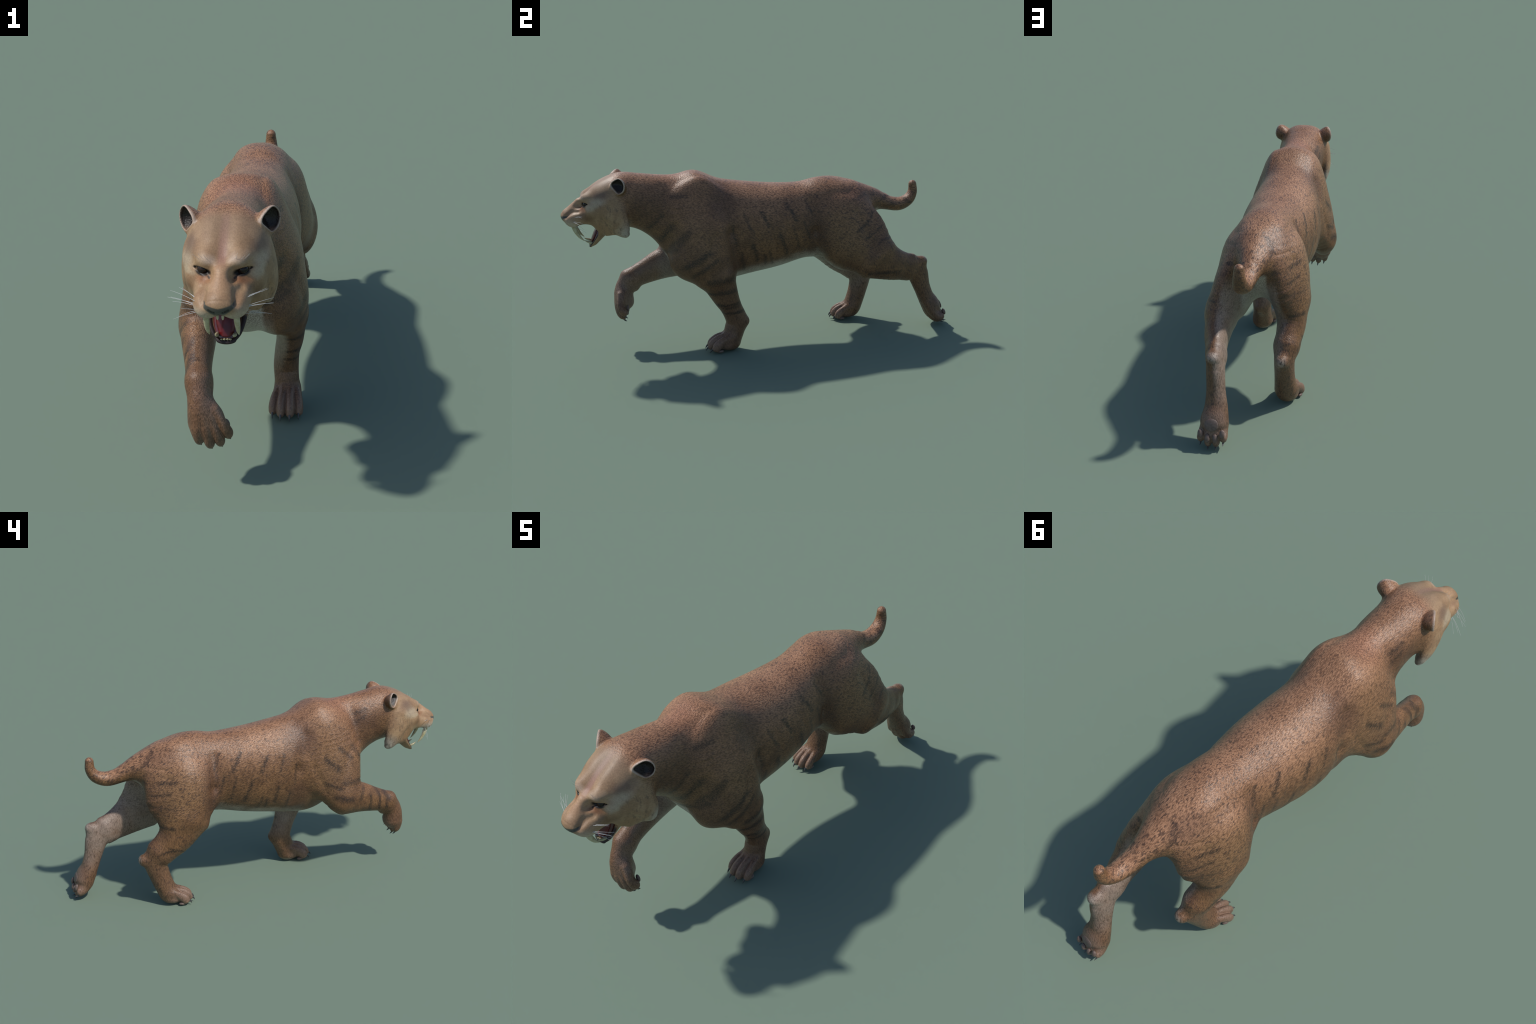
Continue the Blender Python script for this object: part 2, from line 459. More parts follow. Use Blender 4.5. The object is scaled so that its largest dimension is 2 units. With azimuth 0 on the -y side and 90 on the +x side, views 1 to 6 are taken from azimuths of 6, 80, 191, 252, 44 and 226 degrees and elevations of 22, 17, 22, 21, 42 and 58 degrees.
def project(fn, p, h, e=.0007):
    """One Newton step onto the surface (in slices, to stay in cache)."""
    out = p.copy()
    for a in range(0, len(p), 200000):
        q = p[a:a+200000]
        f = fn(q)
        g = np.stack([fn(q+e*np.eye(3)[i])-f for i in range(3)], -1)/e
        d = -g*(f/((g*g).sum(1)+1e-6))[:, None]
        L = np.linalg.norm(d, axis=1)+1e-12
        out[a:a+200000] = q+d*np.minimum(1, h*.5/L)[:, None]
    return out

def to_mesh(name, pos, faces):
    me = bpy.data.meshes.new(name)
    me.vertices.add(len(pos)); me.vertices.foreach_set('co', np.asarray(pos, np.float32).ravel())
    nf = len(faces); w = faces.shape[1]
    me.loops.add(nf*w); me.loops.foreach_set('vertex_index', faces.astype(np.int32).ravel())
    me.polygons.add(nf); me.polygons.foreach_set('loop_start', np.arange(0, nf*w, w, dtype=np.int32))
    me.update(calc_edges=True); me.validate()
    me.polygons.foreach_set('use_smooth', np.ones(nf, bool))
    return me

def link(ob, parent=None):
    bpy.context.scene.collection.objects.link(ob)
    if parent is not None: ob.parent = parent
    return ob

# ---------------------------------------------------------------- materials
class Nodes:
    """Small helper for writing node trees as expressions."""
    def __init__(self, name):
        self.mat = bpy.data.materials.new(name); self.mat.use_nodes = True
        self.t = self.mat.node_tree
        self.bsdf = self.t.nodes['Principled BSDF']
        self.last = None
    def put(self, sock, v):
        if hasattr(v, 'is_output'): self.t.links.new(v, sock)
        elif isinstance(v, (tuple, list)) and sock.type == 'RGBA' and len(v) == 3: sock.default_value = (*v, 1)
        else: sock.default_value = v
    def m(self, op, *a, clamp=False):
        n = self.t.nodes.new('ShaderNodeMath'); n.operation = op; n.use_clamp = clamp
        for i, v in enumerate(a): self.put(n.inputs[i], v)
        return n.outputs[0]
    def v(self, op, *a):
        n = self.t.nodes.new('ShaderNodeVectorMath'); n.operation = op
        for i, x in enumerate(a):
            if op == 'SCALE' and i == 1: self.put(n.inputs['Scale'], x)
            else: self.put(n.inputs[i], x)
        return n.outputs['Value'] if op in ('LENGTH', 'DOT_PRODUCT', 'DISTANCE') else n.outputs['Vector']
    def mix(self, f, a, b, mode='MIX'):
        n = self.t.nodes.new('ShaderNodeMix'); n.data_type = 'RGBA'; n.blend_type = mode
        self.put(n.inputs[0], f); self.put(n.inputs[6], a); self.put(n.inputs[7], b)
        self.last = n.outputs[2]
        return n.outputs[2]
    def step(self, x, a, b, lo=0., hi=1.):
        """smooth ramp: lo at a, hi at b"""
        n = self.t.nodes.new('ShaderNodeMapRange'); n.interpolation_type = 'SMOOTHSTEP'
        self.put(n.inputs[0], x); n.inputs[1].default_value = a; n.inputs[2].default_value = b
        n.inputs[3].default_value = lo; n.inputs[4].default_value = hi
        return n.outputs[0]
    def noise(self, vec, scale, detail=2., rough=.5, col=False):
        n = self.t.nodes.new('ShaderNodeTexNoise'); self.put(n.inputs['Vector'], vec)
        n.inputs['Scale'].default_value = scale; n.inputs['Detail'].default_value = detail; n.inputs['Roughness'].default_value = rough
        return n.outputs['Color'] if col else n.outputs['Fac']
    def sep(self, vec):
        n = self.t.nodes.new('ShaderNodeSeparateXYZ'); self.put(n.inputs[0], vec); return n.outputs
    def com(self, x, y, z):
        n = self.t.nodes.new('ShaderNodeCombineXYZ')
        for i, a in enumerate((x, y, z)): self.put(n.inputs[i], a)
        return n.outputs[0]
    def after(self, P):
        """evaluate P only once the previous mask is done (keeps few values alive at a time)"""
        if self.last is None: return P
        n = self.t.nodes.new('ShaderNodeVectorMath'); n.operation = 'MULTIPLY_ADD'
        self.put(n.inputs[0], self.last); n.inputs[1].default_value = (1e-9,)*3; self.put(n.inputs[2], P)
        return n.outputs[0]
    def blob(self, P, c, r, soft=.5):
        """soft ellipsoid mask, 1 inside and 0 outside"""
        q = self.v('MULTIPLY', self.v('SUBTRACT', self.after(P), c), tuple(1/a for a in r))
        self.last = self.step(self.v('LENGTH', q), 1-soft, 1+soft, 1., 0.)
        return self.last
    def seg(self, P, a, b):
        """distance to a line segment"""
        a = np.array(a, float); ab = np.array(b, float)-a
        pa = self.v('SUBTRACT', self.after(P), tuple(a))
        h = self.m('DIVIDE', self.v('DOT_PRODUCT', pa, tuple(ab)), float(ab@ab)+1e-9, clamp=True)
        self.last = self.v('DISTANCE', pa, self.v('SCALE', tuple(ab), h))
        return self.last
    def mx(self, *a):
        r = a[0]
        for b in a[1:]: r = self.m('MAXIMUM', r, b)
        return r
    def mul(self, *a):
        r = a[0]
        for b in a[1:]: r = self.m('MULTIPLY', r, b)
        return r

def fur_material():
    N = Nodes('tawny_fur')
    tc = N.t.nodes.new('ShaderNodeTexCoord'); P = tc.outputs['Object']
    geo = N.t.nodes.new('ShaderNodeNewGeometry'); nrm = geo.outputs['True Normal'] if False else geo.outputs['Normal']
    x, y, z = N.sep(P); nx, ny, nz = N.sep(nrm)
    ax = N.m('ABSOLUTE', x)
    S = N.com(ax, y, z)                                  # mirrored position
    wob = N.v('SCALE', N.v('SUBTRACT', N.noise(P, 9., 3., col=True), (.5, .5, .5)), .05)
    Pw = N.v('ADD', P, wob); Sw = N.v('ADD', S, wob)
    wob2 = N.v('SCALE', N.v('SUBTRACT', N.noise(P, 45., 2., col=True), (.5, .5, .5)), .012)
    sx = N.m('SIGN', x)
    inner = N.step(N.mul(nx, sx), .15, -.55)            # faces the midline
    # --- masks of the main regions
    headm = N.mul(N.step(N.m('ADD', y, N.m('MULTIPLY', z, .30)), -.415, -.485), N.step(z, .53, .57))
    legz = N.step(z, .52, .36)
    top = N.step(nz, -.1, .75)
    # --- base coat
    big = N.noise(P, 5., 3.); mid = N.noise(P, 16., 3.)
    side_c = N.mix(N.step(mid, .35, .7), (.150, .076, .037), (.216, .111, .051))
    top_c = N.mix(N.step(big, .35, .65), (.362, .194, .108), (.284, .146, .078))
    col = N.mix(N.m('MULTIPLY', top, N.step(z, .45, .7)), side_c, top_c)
    och = N.mx(N.blob(Sw, (.17, .47, .60), (.12, .12, .14), .6), N.blob(Sw, (.17, -.36, .60), (.12, .10, .12), .6))
    col = N.mix(N.m('MULTIPLY', och, .55), col, (.245, .138, .066))
    rust = N.blob(Sw, (.0, -.43, .94), (.10, .07, .07), .6)
    col = N.mix(N.m('MULTIPLY', rust, .45), col, (.36, .165, .095))
    # darker patches: behind the shoulder blade, neck side, flank fold, back of the thigh
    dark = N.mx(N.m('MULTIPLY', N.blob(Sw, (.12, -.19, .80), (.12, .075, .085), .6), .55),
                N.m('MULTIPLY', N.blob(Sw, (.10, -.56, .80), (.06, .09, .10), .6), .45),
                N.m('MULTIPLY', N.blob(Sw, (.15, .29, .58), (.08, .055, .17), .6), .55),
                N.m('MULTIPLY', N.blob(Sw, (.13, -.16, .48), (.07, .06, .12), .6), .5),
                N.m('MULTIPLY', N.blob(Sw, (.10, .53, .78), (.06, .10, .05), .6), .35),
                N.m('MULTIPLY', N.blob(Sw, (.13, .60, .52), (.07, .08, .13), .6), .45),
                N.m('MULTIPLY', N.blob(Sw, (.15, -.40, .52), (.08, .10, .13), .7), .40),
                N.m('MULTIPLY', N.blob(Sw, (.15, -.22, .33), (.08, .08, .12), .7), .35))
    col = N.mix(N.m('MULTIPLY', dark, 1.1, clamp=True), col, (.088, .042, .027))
    # lower legs and paws: duller brown, then greyish toes
    shin = N.step(z, .36, .22)
    col = N.mix(N.m('MULTIPLY', shin, .6), col, (.165, .092, .055))
    paw = N.mx(N.blob(P, (.125, -.28, .02), (.09, .09, .075), .35), N.blob(P, (.10, .985, .08), (.09, .06, .10), .35),
               N.blob(P, (-.16, .45, .02), (.09, .10, .07), .35), N.blob(P, (-.075, -.68, .21), (.09, .06, .075), .3))
    col = N.mix(N.m('MULTIPLY', paw, .65), col, (.245, .160, .118))
    armf = N.blob(P, (-.10, -.735, .28), (.07, .055, .14), .4)
    col = N.mix(N.m('MULTIPLY', armf, .7), col, (.150, .076, .045))
    # --- pale belly, chest, inner legs, rump
    white = (.420, .375, .325)
    belly = N.mul(.62, N.step(nz, -.15, -.95), N.step(z, .62, .50), N.step(y, -.28, -.18), N.step(y, .50, .40), N.step(ax, .17, .12))
    chest = N.mul(N.step(ax, .095, .045), N.step(ny, -.1, -.7), N.step(z, .60, .52), N.step(z, .30, .36), N.step(y, -.30, -.36))
    inl = N.mul(inner, N.step(ax, .015, .05), N.step(z, .66, .56), N.step(z, .12, .30), N.m('SUBTRACT', 1., N.mul(N.step(y, -.50, -.56), .6)))
    rump = N.mul(N.step(ax, .085, .035), N.step(ny, -.1, .5), N.step(z, .70, .64), N.step(y, .40, .5), N.step(y, .80, .74))
    pale = N.mx(belly, chest, rump)
    pale = N.m('MULTIPLY', pale, N.m('SUBTRACT', 1., headm))
    pale = N.step(N.m('ADD', pale, N.m('MULTIPLY', N.m('SUBTRACT', mid, .5), .5)), .15, .75)
    inl = N.m('MULTIPLY', inl, N.step(N.noise(P, 14., 3.), .2, .6, .45, .8))
    heel = N.mx(N.blob(P, (.114, .895, .385), (.022, .022, .022), .5), N.blob(P, (-.137, .685, .268), (.022, .022, .022), .5))
    # --- fur flecks, stretched along the lie of the coat
    lie = N.v('ADD', N.com(x, y, N.m('ADD', z, N.m('MULTIPLY', y, .35))), N.v('SCALE', wob, .3))
    down = N.v('ADD', N.com(x, N.m('ADD', y, N.m('MULTIPLY', z, .15)), z), N.v('SCALE', wob, .3))
    blend = lambda a, b: N.m('ADD', N.m('MULTIPLY', a, N.m('SUBTRACT', 1., legz)), N.m('MULTIPLY', b, legz))
    fl = blend(N.noise(N.v('MULTIPLY', lie, (270., 90., 225.)), 1., 2., .55), N.noise(N.v('MULTIPLY', down, (250., 250., 88.)), 1., 2., .55))
    spot = blend(N.noise(N.v('MULTIPLY', lie, (120., 58., 105.)), 1., 1., .5), N.noise(N.v('MULTIPLY', down, (120., 120., 55.)), 1., 1., .5))
    strand = N.step(fl, .66, .36, 0., 1.)               # pale tips to dark gaps between the hairs
    fleck = N.step(N.m('ADD', N.m('MULTIPLY', spot, .75), N.m('MULTIPLY', fl, .25)), .535, .625)
    rear = N.step(y, -.35, .45)
    amt = N.m('ADD', .34, N.m('MULTIPLY', rear, .34))
    amt = N.m('MULTIPLY', amt, N.m('SUBTRACT', 1., N.m('MULTIPLY', headm, .85)))
    amt = N.m('MULTIPLY', amt, N.m('SUBTRACT', 1., N.m('MULTIPLY', paw, .6)))
    # --- stripes
    outer = N.step(N.mul(nx, sx), -.05, .3)
    Q = N.v('MULTIPLY', N.v('ADD', N.v('ADD', P, wob2), N.v('SCALE', wob, .25)), (0., 1., 1.))
    left = N.step(x, -.01, .01); right = N.m('SUBTRACT', 1., left)
    groups = {0: None, 1: None, -1: None}
    for i, (s, y0, z0, y1, z1) in enumerate(STRIPES):
        w = (.0105, .0135, .0095)[i % 3]*(1.7 if s and y0 < -.2 and z0 > .4 else 1.)
        d = N.step(N.seg(Q, (0, y0, z0), (0, y1, z1)), 0., w*1.35, (.66, .85, .75)[i % 3], 0.)
        groups[s] = d if groups[s] is None else N.m('MAXIMUM', groups[s], d)
        N.last = groups[s]
    stripe = N.mx(groups[0], N.m('MULTIPLY', left, groups[1]), N.m('MULTIPLY', right, groups[-1]))
    band = N.mx(*[N.step(N.m('ABSOLUTE', N.m('SUBTRACT', N.sep(Q)[1], yy)), .003, .013, .85, 0.) for yy in (-.56, -.62, -.665)])
    band = N.mul(band, right, N.step(z, .33, .36), N.step(y, -.52, -.54), N.step(z, .47, .44))
    band2 = N.mx(*[N.step(N.m('ABSOLUTE', N.m('SUBTRACT', N.sep(Q)[2], zz)), .003, .013, .85, 0.) for zz in (.335, .262, .215)])
    band2 = N.mul(band2, left, N.step(y, -.10, -.12), N.step(y, -.40, -.38))
    front = N.step(N.mul(nx, sx), -.55, -.1)
    stripe = N.mul(N.mx(N.m('MULTIPLY', stripe, outer), N.m('MULTIPLY', N.mx(band, band2), front)), N.step(fl, .32, .58, .45, 1.), N.m('SUBTRACT', 1., headm))
    ring = N.mul(N.step(y, .52, .60), N.step(N.noise(N.v('MULTIPLY', P, (22., 30., 30.)), 1., 2.), .56, .68), .55, N.step(z, .62, .66))
    # --- head colours
    hc = N.mix(N.step(N.noise(P, 22., 3.), .35, .65), (.355, .228, .128), (.285, .172, .094))
    hc = N.mix(N.m('MULTIPLY', N.step(ax, .020, .004), N.mul(N.step(y, -.93, -.89), N.step(y, -.70, -.78))), hc, (.30, .165, .115))
    hc = N.mix(N.m('MULTIPLY', N.blob(Sw, (.0, -.93, .835), (.035, .07, .04), .5), .6), hc, (.43, .255, .145))
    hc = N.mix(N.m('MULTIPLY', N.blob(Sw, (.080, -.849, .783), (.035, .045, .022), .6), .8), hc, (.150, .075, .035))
    hc = N.mix(N.m('MULTIPLY', N.blob(Sw, (.052, -.885, .812), (.026, .03, .012), .6), .7), hc, (.30, .125, .055))
    hc = N.mix(N.m('MULTIPLY', N.blob(Sw, (.075, -.80, .72), (.05, .04, .045), .6), .6), hc, (.25, .125, .052))
    hc = N.mix(N.m('MULTIPLY', N.blob(Sw, (.105, -.820, .848), (.030, .045, .024), .6), .6), hc, (.44, .37, .27))
    hc = N.mix(N.m('MULTIPLY', N.blob(Sw, (.092, -.850, .822), (.034, .03, .011), .6), .6), hc, (.46, .38, .26))
    hc = N.mix(N.m('MULTIPLY', N.blob(Sw, (.045, -.872, .872), (.022, .03, .016), .6), .5), hc, (.52, .43, .36))
    hc = N.mix(N.m('MULTIPLY', N.blob(Sw, (.115, -.69, .695), (.04, .045, .05), .6), .8), hc, (.43, .385, .33))
    hc = N.mix(N.m('MULTIPLY', N.blob(Sw, (.095, -.79, .885), (.030, .05, .022), .7), .6), hc, (.13, .085, .070))
    hc = N.mix(N.m('MULTIPLY', N.blob(Sw, (.04, -.95, .742), (.05, .05, .025), .5), .7), hc, (.50, .42, .33))
    hc = N.mix(N.m('MULTIPLY', N.blob(Sw, (0, -.78, .955), (.10, .11, .05), .6), .55), hc, (.245, .165, .108))
    tear = N.step(N.seg(Sw, (.046, -.900, .826), (.066, -.874, .765)), .003, .013, .65, 0.)
    hc = N.mix(tear, hc, (.200, .085, .036))
    hair = N.noise(N.v('MULTIPLY', P, (130., 90., 40.)), 1., 3., .6)
    hc = N.mix(N.m('MULTIPLY', N.step(hair, .48, .7), N.mul(.62, N.step(y, -.86, -.78), N.step(z, .90, .82))), hc, (.11, .07, .05))
    hc = N.mix(N.m('MULTIPLY', N.step(y, -.66, -.60), N.step(z, .80, .92)), hc, col)
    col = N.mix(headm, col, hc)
    col = N.mix(inl, col, (.290, .225, .185))
    col = N.mix(N.m('MULTIPLY', pale, .85), col, white)
    col = N.mix(N.m('MULTIPLY', heel, .5), col, (.42, .36, .30))
    amt = N.mul(amt, N.m('SUBTRACT', 1., N.m('MULTIPLY', pale, .6)), N.m('SUBTRACT', 1., N.m('MULTIPLY', inl, .6)))
    hairy = N.mul(N.m('SUBTRACT', 1., N.m('MULTIPLY', inl, .45)), N.m('SUBTRACT', 1., N.m('MULTIPLY', legz, .25)), N.m('SUBTRACT', 1., N.m('MULTIPLY', headm, .75)), N.m('SUBTRACT', 1., N.m('MULTIPLY', paw, .5)))
    col = N.mix(hairy, col, N.mix(1., col, N.mix(strand, (.56, .52, .50), (1.17, 1.16, 1.16)), 'MULTIPLY'))
    col = N.mix(N.m('MULTIPLY', fleck, amt), col, (.060, .034, .024))
    col = N.mix(N.mx(stripe, ring), col, (.032, .020, .015))
    # --- ears: pale rim, brown back, dark hollow
    q = N.v('SUBTRACT', S, tuple(EAR_C))
    en = N.v('DOT_PRODUCT', q, tuple(EAR_N)); el = N.v('LENGTH', q)
    es = N.v('DOT_PRODUCT', q, tuple(EAR_S)); eu = N.v('DOT_PRODUCT', q, tuple(EAR_U))
    eback = N.v('LENGTH', N.com(N.m('SUBTRACT', es, .006), N.m('SUBTRACT', eu, .002), 0.))
    efront = N.m('ADD', N.m('MULTIPLY', N.m('ADD', es, .047), -.593), N.m('MULTIPLY', N.m('SUBTRACT', eu, .001), .805))
    eroot = N.m('ADD', N.m('MULTIPLY', N.m('ADD', es, .047), -.565), N.m('MULTIPLY', N.m('SUBTRACT', eu, .001), -.825))
    erim = N.mx(eback, N.m('ADD', efront, .036))
    earm = N.mul(N.step(el, .062, .052), N.step(z, .885, .905))
    col = N.mix(N.mul(earm, N.step(en, -.010, .001), N.step(erim, .024, .032), N.step(eroot, .003, -.003), .7), col, (.50, .40, .33))
    ein = N.m('ADD', N.mx(N.m('SUBTRACT', eback, .0385), N.m('SUBTRACT', efront, .0005), N.m('ADD', eroot, .001)), N.m('MULTIPLY', N.m('POWER', N.m('MINIMUM', en, 0.), 2.), 30.))
    hollow = N.mul(N.step(ein, .0008, -.0012), earm, N.step(en, .004, -.004))
    col = N.mix(hollow, col, (.020, .013, .010))
    # --- eyelids, nose leather, nostrils, lips, mouth
    eye = N.blob(S, (.056, -.888, .836), (.027, .020, .0125), .25)
    eye = N.mx(eye, N.step(N.seg(S, (.044, -.893, .832), (.036, -.899, .822)), .002, .005, .85, 0.), N.step(N.seg(S, (.068, -.880, .842), (.085, -.862, .841)), .002, .006, .9, 0.))
    col = N.mix(eye, col, (.014, .009, .007))
    nz_top = N.m('SUBTRACT', z, N.m('ADD', .7755, N.m('MULTIPLY', ax, .20)))
    nz_bot = N.m('SUBTRACT', z, N.m('ADD', .7400, N.m('MULTIPLY', ax, .75)))
    nose = N.mul(N.step(nz_top, .002, -.003), N.step(nz_bot, -.003, .003), N.step(ax, .046, .040), N.step(y, -.945, -.960))
    col = N.mix(nose, col, (.062, .060, .050))
    nost = N.mul(N.step(N.seg(N.v('MULTIPLY', S, (1., 0., 1.)), (.013, 0., .7610), (.027, 0., .7685)), .0022, .0050, .95, 0.), N.step(y, -.960, -.966))
    phil = N.mul(N.step(ax, .006, .002), N.step(z, .757, .752), N.step(y, -.962, -.968), .75)
    col = N.mix(N.mx(nost, phil), col, (.015, .014, .012))
    rr = N.v('LENGTH', N.v('SUBTRACT', N.v('MULTIPLY', P, (0, 1, 1)), (0, -.895, .685)))
    bite = N.mul(N.step(rr, .0565, .0545), N.step(y, -.955, -.945), N.step(z, .655, .665))
    lip = N.mul(N.step(rr, .059, .056), N.step(y, -.955, -.93))
    rim = N.m('ADD', N.v('DOT_PRODUCT', N.v('SUBTRACT', P, (0, *JAW_RIM[0])), (0, *JAW_RIM[1])), 0.)
    jawm = N.mul(N.step(rim, -.006, -.003), N.step(z, .70, .69), N.step(y, -.825, -.835))
    col = N.mix(N.mx(jawm, lip), col, (.022, .012, .012))
    inside = N.mx(N.mul(bite, N.step(ax, .046, .040)), N.blob(P, (0, -.845, .708), (.045, .048, .045), .06))
    col = N.mix(inside, col, (.150, .018, .024))
    # dusty soles
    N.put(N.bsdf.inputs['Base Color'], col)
    N.put(N.bsdf.inputs['Roughness'], N.m('SUBTRACT', N.m('ADD', .38, N.m('MULTIPLY', headm, .14)), N.mul(N.mx(nose, inside), .22)))
    N.bsdf.inputs['Specular IOR Level'].default_value = .42
    bmp = N.t.nodes.new('ShaderNodeBump'); bmp.inputs['Distance'].default_value = .004
    N.put(bmp.inputs['Height'], N.m('ADD', N.m('MULTIPLY', fl, N.m('SUBTRACT', 1., N.m('MULTIPLY', headm, .85))), N.m('MULTIPLY', hair, N.m('MULTIPLY', headm, .15))))
    bmp.inputs['Strength'].default_value = .6
    N.t.links.new(bmp.outputs[0], N.bsdf.inputs['Normal'])
    return N.mat

def plain(name, c1, c2, scale, rough, spec=.5, coat=0., stretch=(1, 1, 1)):
    N = Nodes(name)
    tc = N.t.nodes.new('ShaderNodeTexCoord')
    f = N.step(N.noise(N.v('MULTIPLY', tc.outputs['Object'], stretch), scale, 3.), .3, .7)
    N.put(N.bsdf.inputs['Base Color'], N.mix(f, c1, c2))
    N.bsdf.inputs['Roughness'].default_value = rough
    N.bsdf.inputs['Specular IOR Level'].default_value = spec
    N.bsdf.inputs['Coat Weight'].default_value = coat
    return N.mat
fur = fur_material()
ivory = plain('ivory_tooth', (.50,.46,.30), (.36,.31,.17), 60., .30)
flesh = plain('wet_flesh', (.130,.007,.010), (.080,.005,.008), 50., .32, .4, .2)
gum_m = plain('dark_gum', (.100,.008,.011), (.055,.005,.008), 60., .28, .6, .4)
eye_m = plain('dark_eye', (.010,.007,.006), (.024,.012,.008), 90., .25, .3, 0.)
claw_m = plain('horn_claw', (.045,.045,.050), (.090,.085,.085), 90., .35)
pad_m = plain('leathery_pad', (.120,.082,.068), (.170,.120,.098), 120., .55)
whisk_m = plain('white_whisker', (.62,.62,.62), (.50,.50,.50), 20., .35)

# ---------------------------------------------------------------- build
root = bpy.data.objects.new('sabre_toothed_cat', None)
link(root)
root['label'] = 'snarling tawny sabre-toothed cat striding with one forepaw raised'
root['category'] = 'big cat'

pos, quads = surface_nets(body_f, (-.26,-1.02,-.006), (.26,1.03,1.0), VOX)
pos = project(body_f, pos, VOX)
# light relaxation to even the mesh out, then back to the surface
whole = to_mesh('whole', pos, quads)
vn = np.empty(len(pos)*3, np.float32); whole.vertex_normals.foreach_get('vector', vn); vn = vn.reshape(-1, 3)

def split_body():
    f, g = body_f(pos, True)
    names = ['torso','head','ear','tail','foreleg_left','foreleg_right','hindleg_left','hindleg_right','jaw']
    D = np.stack([g[k] for k in names], -1)
    lab = D[:, :8].argmin(1)
    lab[(lab == 1) & (g['jaw'] < .004) & (pos[:, 2] < .69) & (pos[:, 1] < -.79)] = 8
    return lab
lab = split_body()
# part id per face
PARTS = ['torso','head','ear','tail','foreleg','foreleg.R','hindleg','hindleg.R','lower_jaw']
flab = np.array([lab[quads[:, i]] for i in range(4)]).T
fl = np.sort(flab, 1)[:, 1]
cen = pos[quads].mean(1)
part = np.array(['torso']*len(quads), dtype=object)
nm = {0:'torso',1:'head',2:'ear',3:'tail',4:'foreleg',5:'foreleg',6:'hindleg',7:'hindleg',8:'lower_jaw'}
side = np.where(cen[:, 0] > 0, 'L', 'R')
for i in range(9):
    m = fl == i
    for s in 'LR':
        ms = m & (side == s) if i == 2 else m
        if i == 2: part[ms] = 'ear:'+s
    if i != 2:
        part[m] = nm[i]+(':L' if i in (4, 6) else ':R' if i in (5, 7) else '')
part[(part == 'torso') & (cen[:, 1] < -.50)] = 'neck'
for leg, zt, fn in (('foreleg:L', .115, None), ('hindleg:R', .105, None), ('hindleg:L', .125, None), ('foreleg:R', .315, None)):
    m = (part == leg) & (cen[:, 2] < zt)
    part[m] = leg.replace('foreleg', 'forepaw').replace('hindleg', 'hindpaw')

objs = {}
def add_part(key, parent):
    m = part == key
    if not m.any(): return
    vs, inv = np.unique(quads[m], return_inverse=True)
    name = key.split(':')[0]
    me = to_mesh(name, pos[vs], inv.reshape(-1, 4))
    me.normals_split_custom_set_from_vertices([tuple(v) for v in vn[vs]])
    ob = bpy.data.objects.new(name, me)
    link(ob, parent)
    me.materials.append(fur)
    objs[key] = ob

for k in ['torso','neck','head','tail','foreleg:L','foreleg:R','hindleg:L','hindleg:R']:
    add_part(k, root)
for k, p in (('ear:L','head'),('ear:R','head'),('lower_jaw','head'),('forepaw:L','foreleg:L'),('forepaw:R','foreleg:R'),('hindpaw:L','hindleg:L'),('hindpaw:R','hindleg:R')):
    add_part(k, objs[p])
bpy.data.meshes.remove(whole)

# ---------------------------------------------------------------- teeth, tongue, eyes, claws, pads, whiskers
def sweep(name, nodes, mat, parent, side=(1., 0, 0), seg=12, sub=5):
    """Closed tapering tube along a smooth spine, round ends."""
    A = tube_frames(nodes, side, sub)
    V, Fq = [], []
    th = np.linspace(0, 2*np.pi, seg, endpoint=False)
    for a in A:
        for t in th:
            V.append(a[:3]+a[11:14]*a[3]*np.cos(t)+a[8:11]*a[4]*np.sin(t))
    n = len(A)
    for i in range(n-1):
        for j in range(seg):
            k = (j+1) % seg
            Fq.append((i*seg+j, (i+1)*seg+j, (i+1)*seg+k, i*seg+k))
    c0 = len(V); V.append(A[0, :3]-A[0, 5:8]*min(A[0, 3:5])*.6); V.append(A[-1, :3]+A[-1, 5:8]*min(A[-1, 3:5])*.6)
    for j in range(seg):
        k = (j+1) % seg
        Fq.append((c0, j, k)); Fq.append((c0+1, (n-1)*seg+k, (n-1)*seg+j))
    me = bpy.data.meshes.new(name); me.from_pydata([tuple(v) for v in V], [], Fq); me.validate()
    me.polygons.foreach_set('use_smooth', np.ones(len(me.polygons), bool))
    me.materials.append(mat)
    import bmesh
    bm = bmesh.new(); bm.from_mesh(me); bmesh.ops.recalc_face_normals(bm, faces=bm.faces); bm.to_mesh(me); bm.free()
    return link(bpy.data.objects.new(name, me), parent)

def ball(name, c, axes, r, mat, parent, n=24):
    V, Fq = [], []
    for i in range(n+1):
        p = math.pi*i/n
        for j in range(n):
            t = 2*math.pi*j/n
            q = np.array((math.sin(p)*math.cos(t), math.sin(p)*math.sin(t), math.cos(p)))*np.array(r)
            V.append(tuple(np.asarray(c)+q@np.asarray(axes)))
    for i in range(n):
        for j in range(n):
            Fq.append((i*n+j, (i+1)*n+j, (i+1)*n+(j+1) % n, i*n+(j+1) % n))
    me = bpy.data.meshes.new(name); me.from_pydata(V, [], Fq); me.validate()
    me.polygons.foreach_set('use_smooth', np.ones(len(me.polygons), bool)); me.materials.append(mat)
    import bmesh
    bm = bmesh.new(); bm.from_mesh(me); bmesh.ops.remove_doubles(bm, verts=bm.verts, dist=1e-6); bmesh.ops.recalc_face_normals(bm, faces=bm.faces); bm.to_mesh(me); bm.free()
    return link(bpy.data.objects.new(name, me), parent)

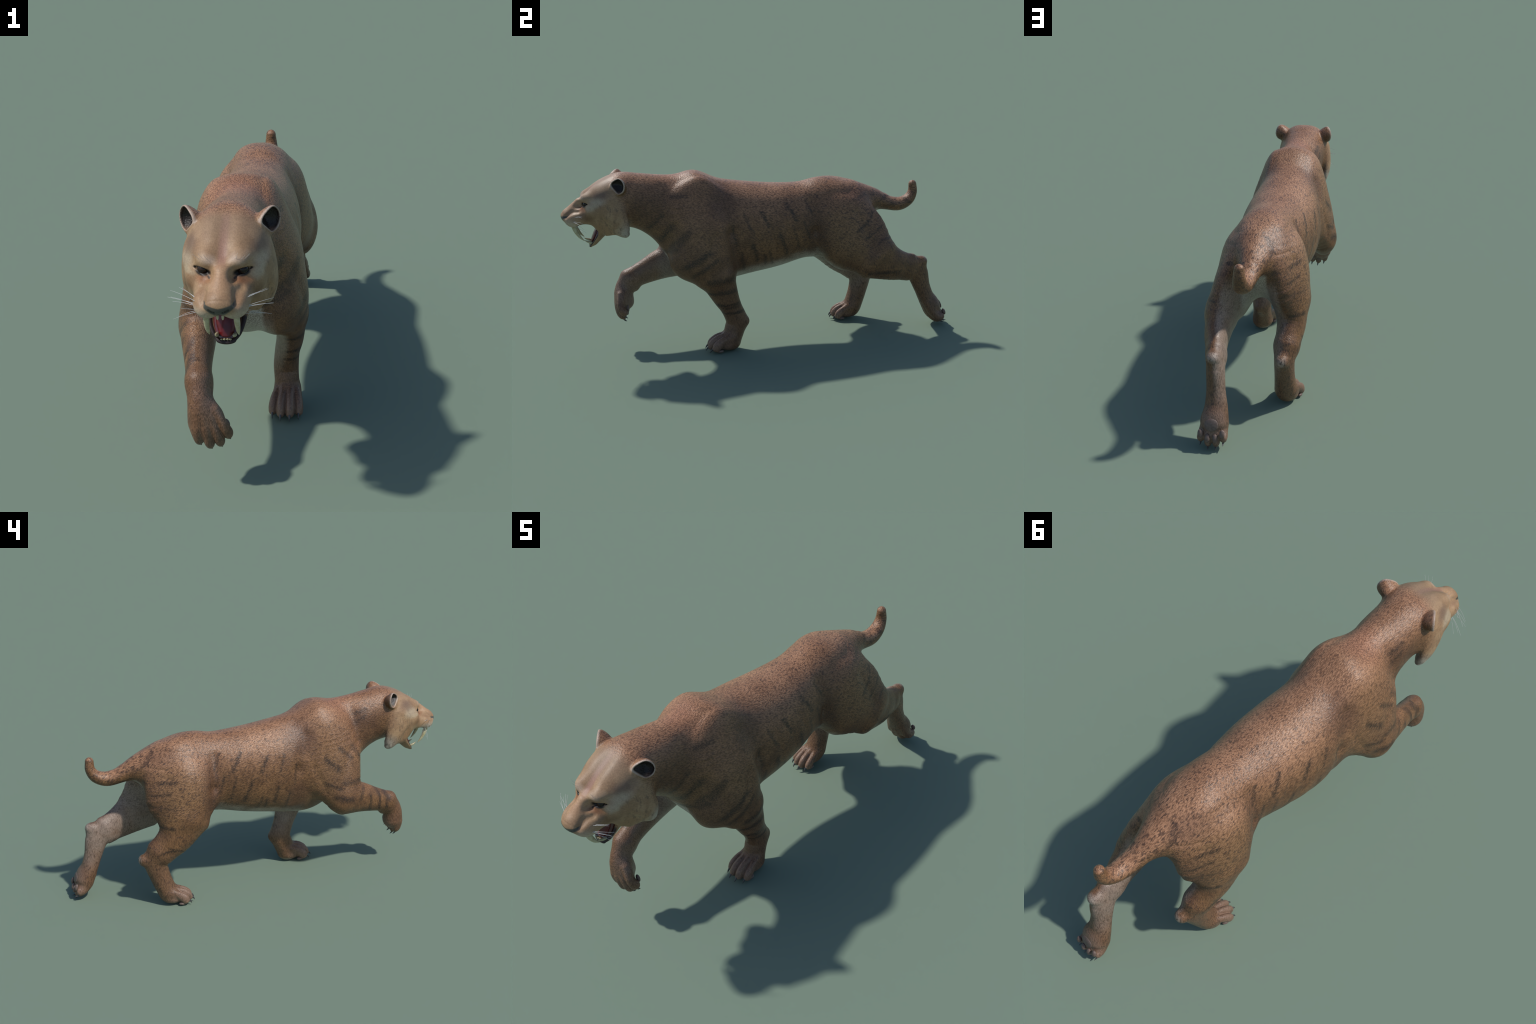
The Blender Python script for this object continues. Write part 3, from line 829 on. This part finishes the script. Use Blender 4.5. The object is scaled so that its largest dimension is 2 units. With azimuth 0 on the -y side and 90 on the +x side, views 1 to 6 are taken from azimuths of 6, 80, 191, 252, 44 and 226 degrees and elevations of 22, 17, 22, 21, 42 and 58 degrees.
head_o = objs['head']; jaw_o = objs.get('lower_jaw', head_o)
I3 = np.eye(3)
for s in (1, -1):
    sweep('sabre_tooth', [(s*.042,-.950,.745,.0085,.0115),(s*.0430,-.944,.718,.0090,.0120),(s*.0435,-.934,.692,.0080,.0100),(s*.0432,-.920,.668,.0055,.0068),(s*.0425,-.901,.647,.0012,.0014)], ivory, head_o, seg=16, sub=6)
    sweep('lower_canine', [(s*.0265,-.862,.628,.0060,.0065),(s*.0262,-.876,.633,.0060,.0064),(s*.0255,-.889,.638,.0040,.0045),(s*.0245,-.901,.645,.0008,.0010)], ivory, jaw_o, seg=12)
    ball('eye', (s*.056,-.8725,.8385), I3, (.0175,.0175,.0165), eye_m, head_o)
    for x0, l in ((.0075,.003),):
        sweep('upper_incisor', [(s*x0,-.968,.738,.0042,.0036),(s*x0,-.969,.730,.0036,.0034),(s*x0,-.968,.728-l,.0018,.0014)], ivory, head_o, seg=10)
    for x0 in (.0045,.013):
        sweep('lower_incisor', [(s*x0,-.866,.612,.0042,.0035),(s*x0,-.873,.617,.0042,.0034),(s*x0,-.880,.620,.0026,.0016)], ivory, jaw_o, seg=10)
sweep('mouth_lining', [(0,-.806,.712,.040,.020),(0,-.826,.676,.041,.016),(0,-.843,.646,.039,.011),(0,-.857,.625,.032,.008),(0,-.865,.615,.022,.005)], gum_m, jaw_o, seg=24, sub=6)
sweep('tongue', [(0,-.812,.716,.030,.013),(0,-.832,.686,.033,.013),(0,-.848,.658,.030,.0115),(0,-.862,.634,.022,.008),(0,-.870,.624,.012,.004)], flesh, jaw_o, seg=24, sub=6)

for leg, key in (('foreleg_left','forepaw:L'),('foreleg_right','forepaw:R'),('hindleg_left','hindpaw:L'),('hindleg_right','hindpaw:R')):
    o, M = paw_frame(leg)
    M = M*PAW_SCALE.get(leg, ONE)[:, None]
    flat = M[2, 2] > .8
    par = objs[key]
    for s, d, g in TOES:
        a = toe_nodes(s, d, g)[-1]
        loc = [(a[0], a[1]+.004, a[2]+.004, .0058, .0062), (a[0], a[1]+.017, a[2]+.002, .0048, .0056), (a[0], a[1]+.026, a[2]-.007, .0030, .0036), (a[0], a[1]+.030, max(a[2]-.017, .004), .0006, .0008)]
        nodes = [(*(o+np.array(n[:3])@M), n[3], n[4]) for n in loc]
        sweep('claw', nodes, claw_m, par, side=tuple(M[0]), seg=10)
        zc = .0110 if flat else .0050
        c = o+np.array((s*.98, .062+d, zc))@M
        ball('toe_pad', c, M, (.0115,.019,.0085), pad_m, par, 16)
    ball('heel_pad', o+np.array((0, .010, .0115 if flat else .0040))@M, M, (.030,.028,.0085 if flat else .0065), pad_m, par, 20)

k = 0
for s in (1, -1):
    for i in range(9):
        f = i/8
        row = i % 3
        st = np.array((s*(.058+.012*rng.random()-.012*(row == 2)), -.962+.035*rng.random(), .772-.018*row+.004*rng.random()))
        dr = unit((s*(.85+.2*rng.random()), .15+.55*rng.random(), .35-.30*row+.2*rng.random()))
        L = .060+.04*rng.random(); sag = .006+.018*rng.random()
        nodes = [(*(st+dr*L*t-np.array((0, -.012*t*t, sag*t*t))), .00062*(1-.75*t)+.0001, .00062*(1-.75*t)+.0001) for t in (0, .33, .66, 1)]
        sweep('whisker', nodes, whisk_m, head_o, side=(0, .3, 1), seg=5, sub=4)
    for i in range(3):
        st = np.array((s*(.036+.008*i), -.884+.004*i, .866-.002*i))
        dr = unit((s*(.25+.22*i), -.65, .45+.25*rng.random()))
        L = .030+.018*rng.random()
        nodes = [(*(st+dr*L*t+np.array((0, .008*t*t, .004*t*t))), .0004*(1-.7*t)+.0001, .0004*(1-.7*t)+.0001) for t in (0, .33, .66, 1)]
        sweep('brow_whisker', nodes, whisk_m, head_o, side=(0, .3, 1), seg=5, sub=4)
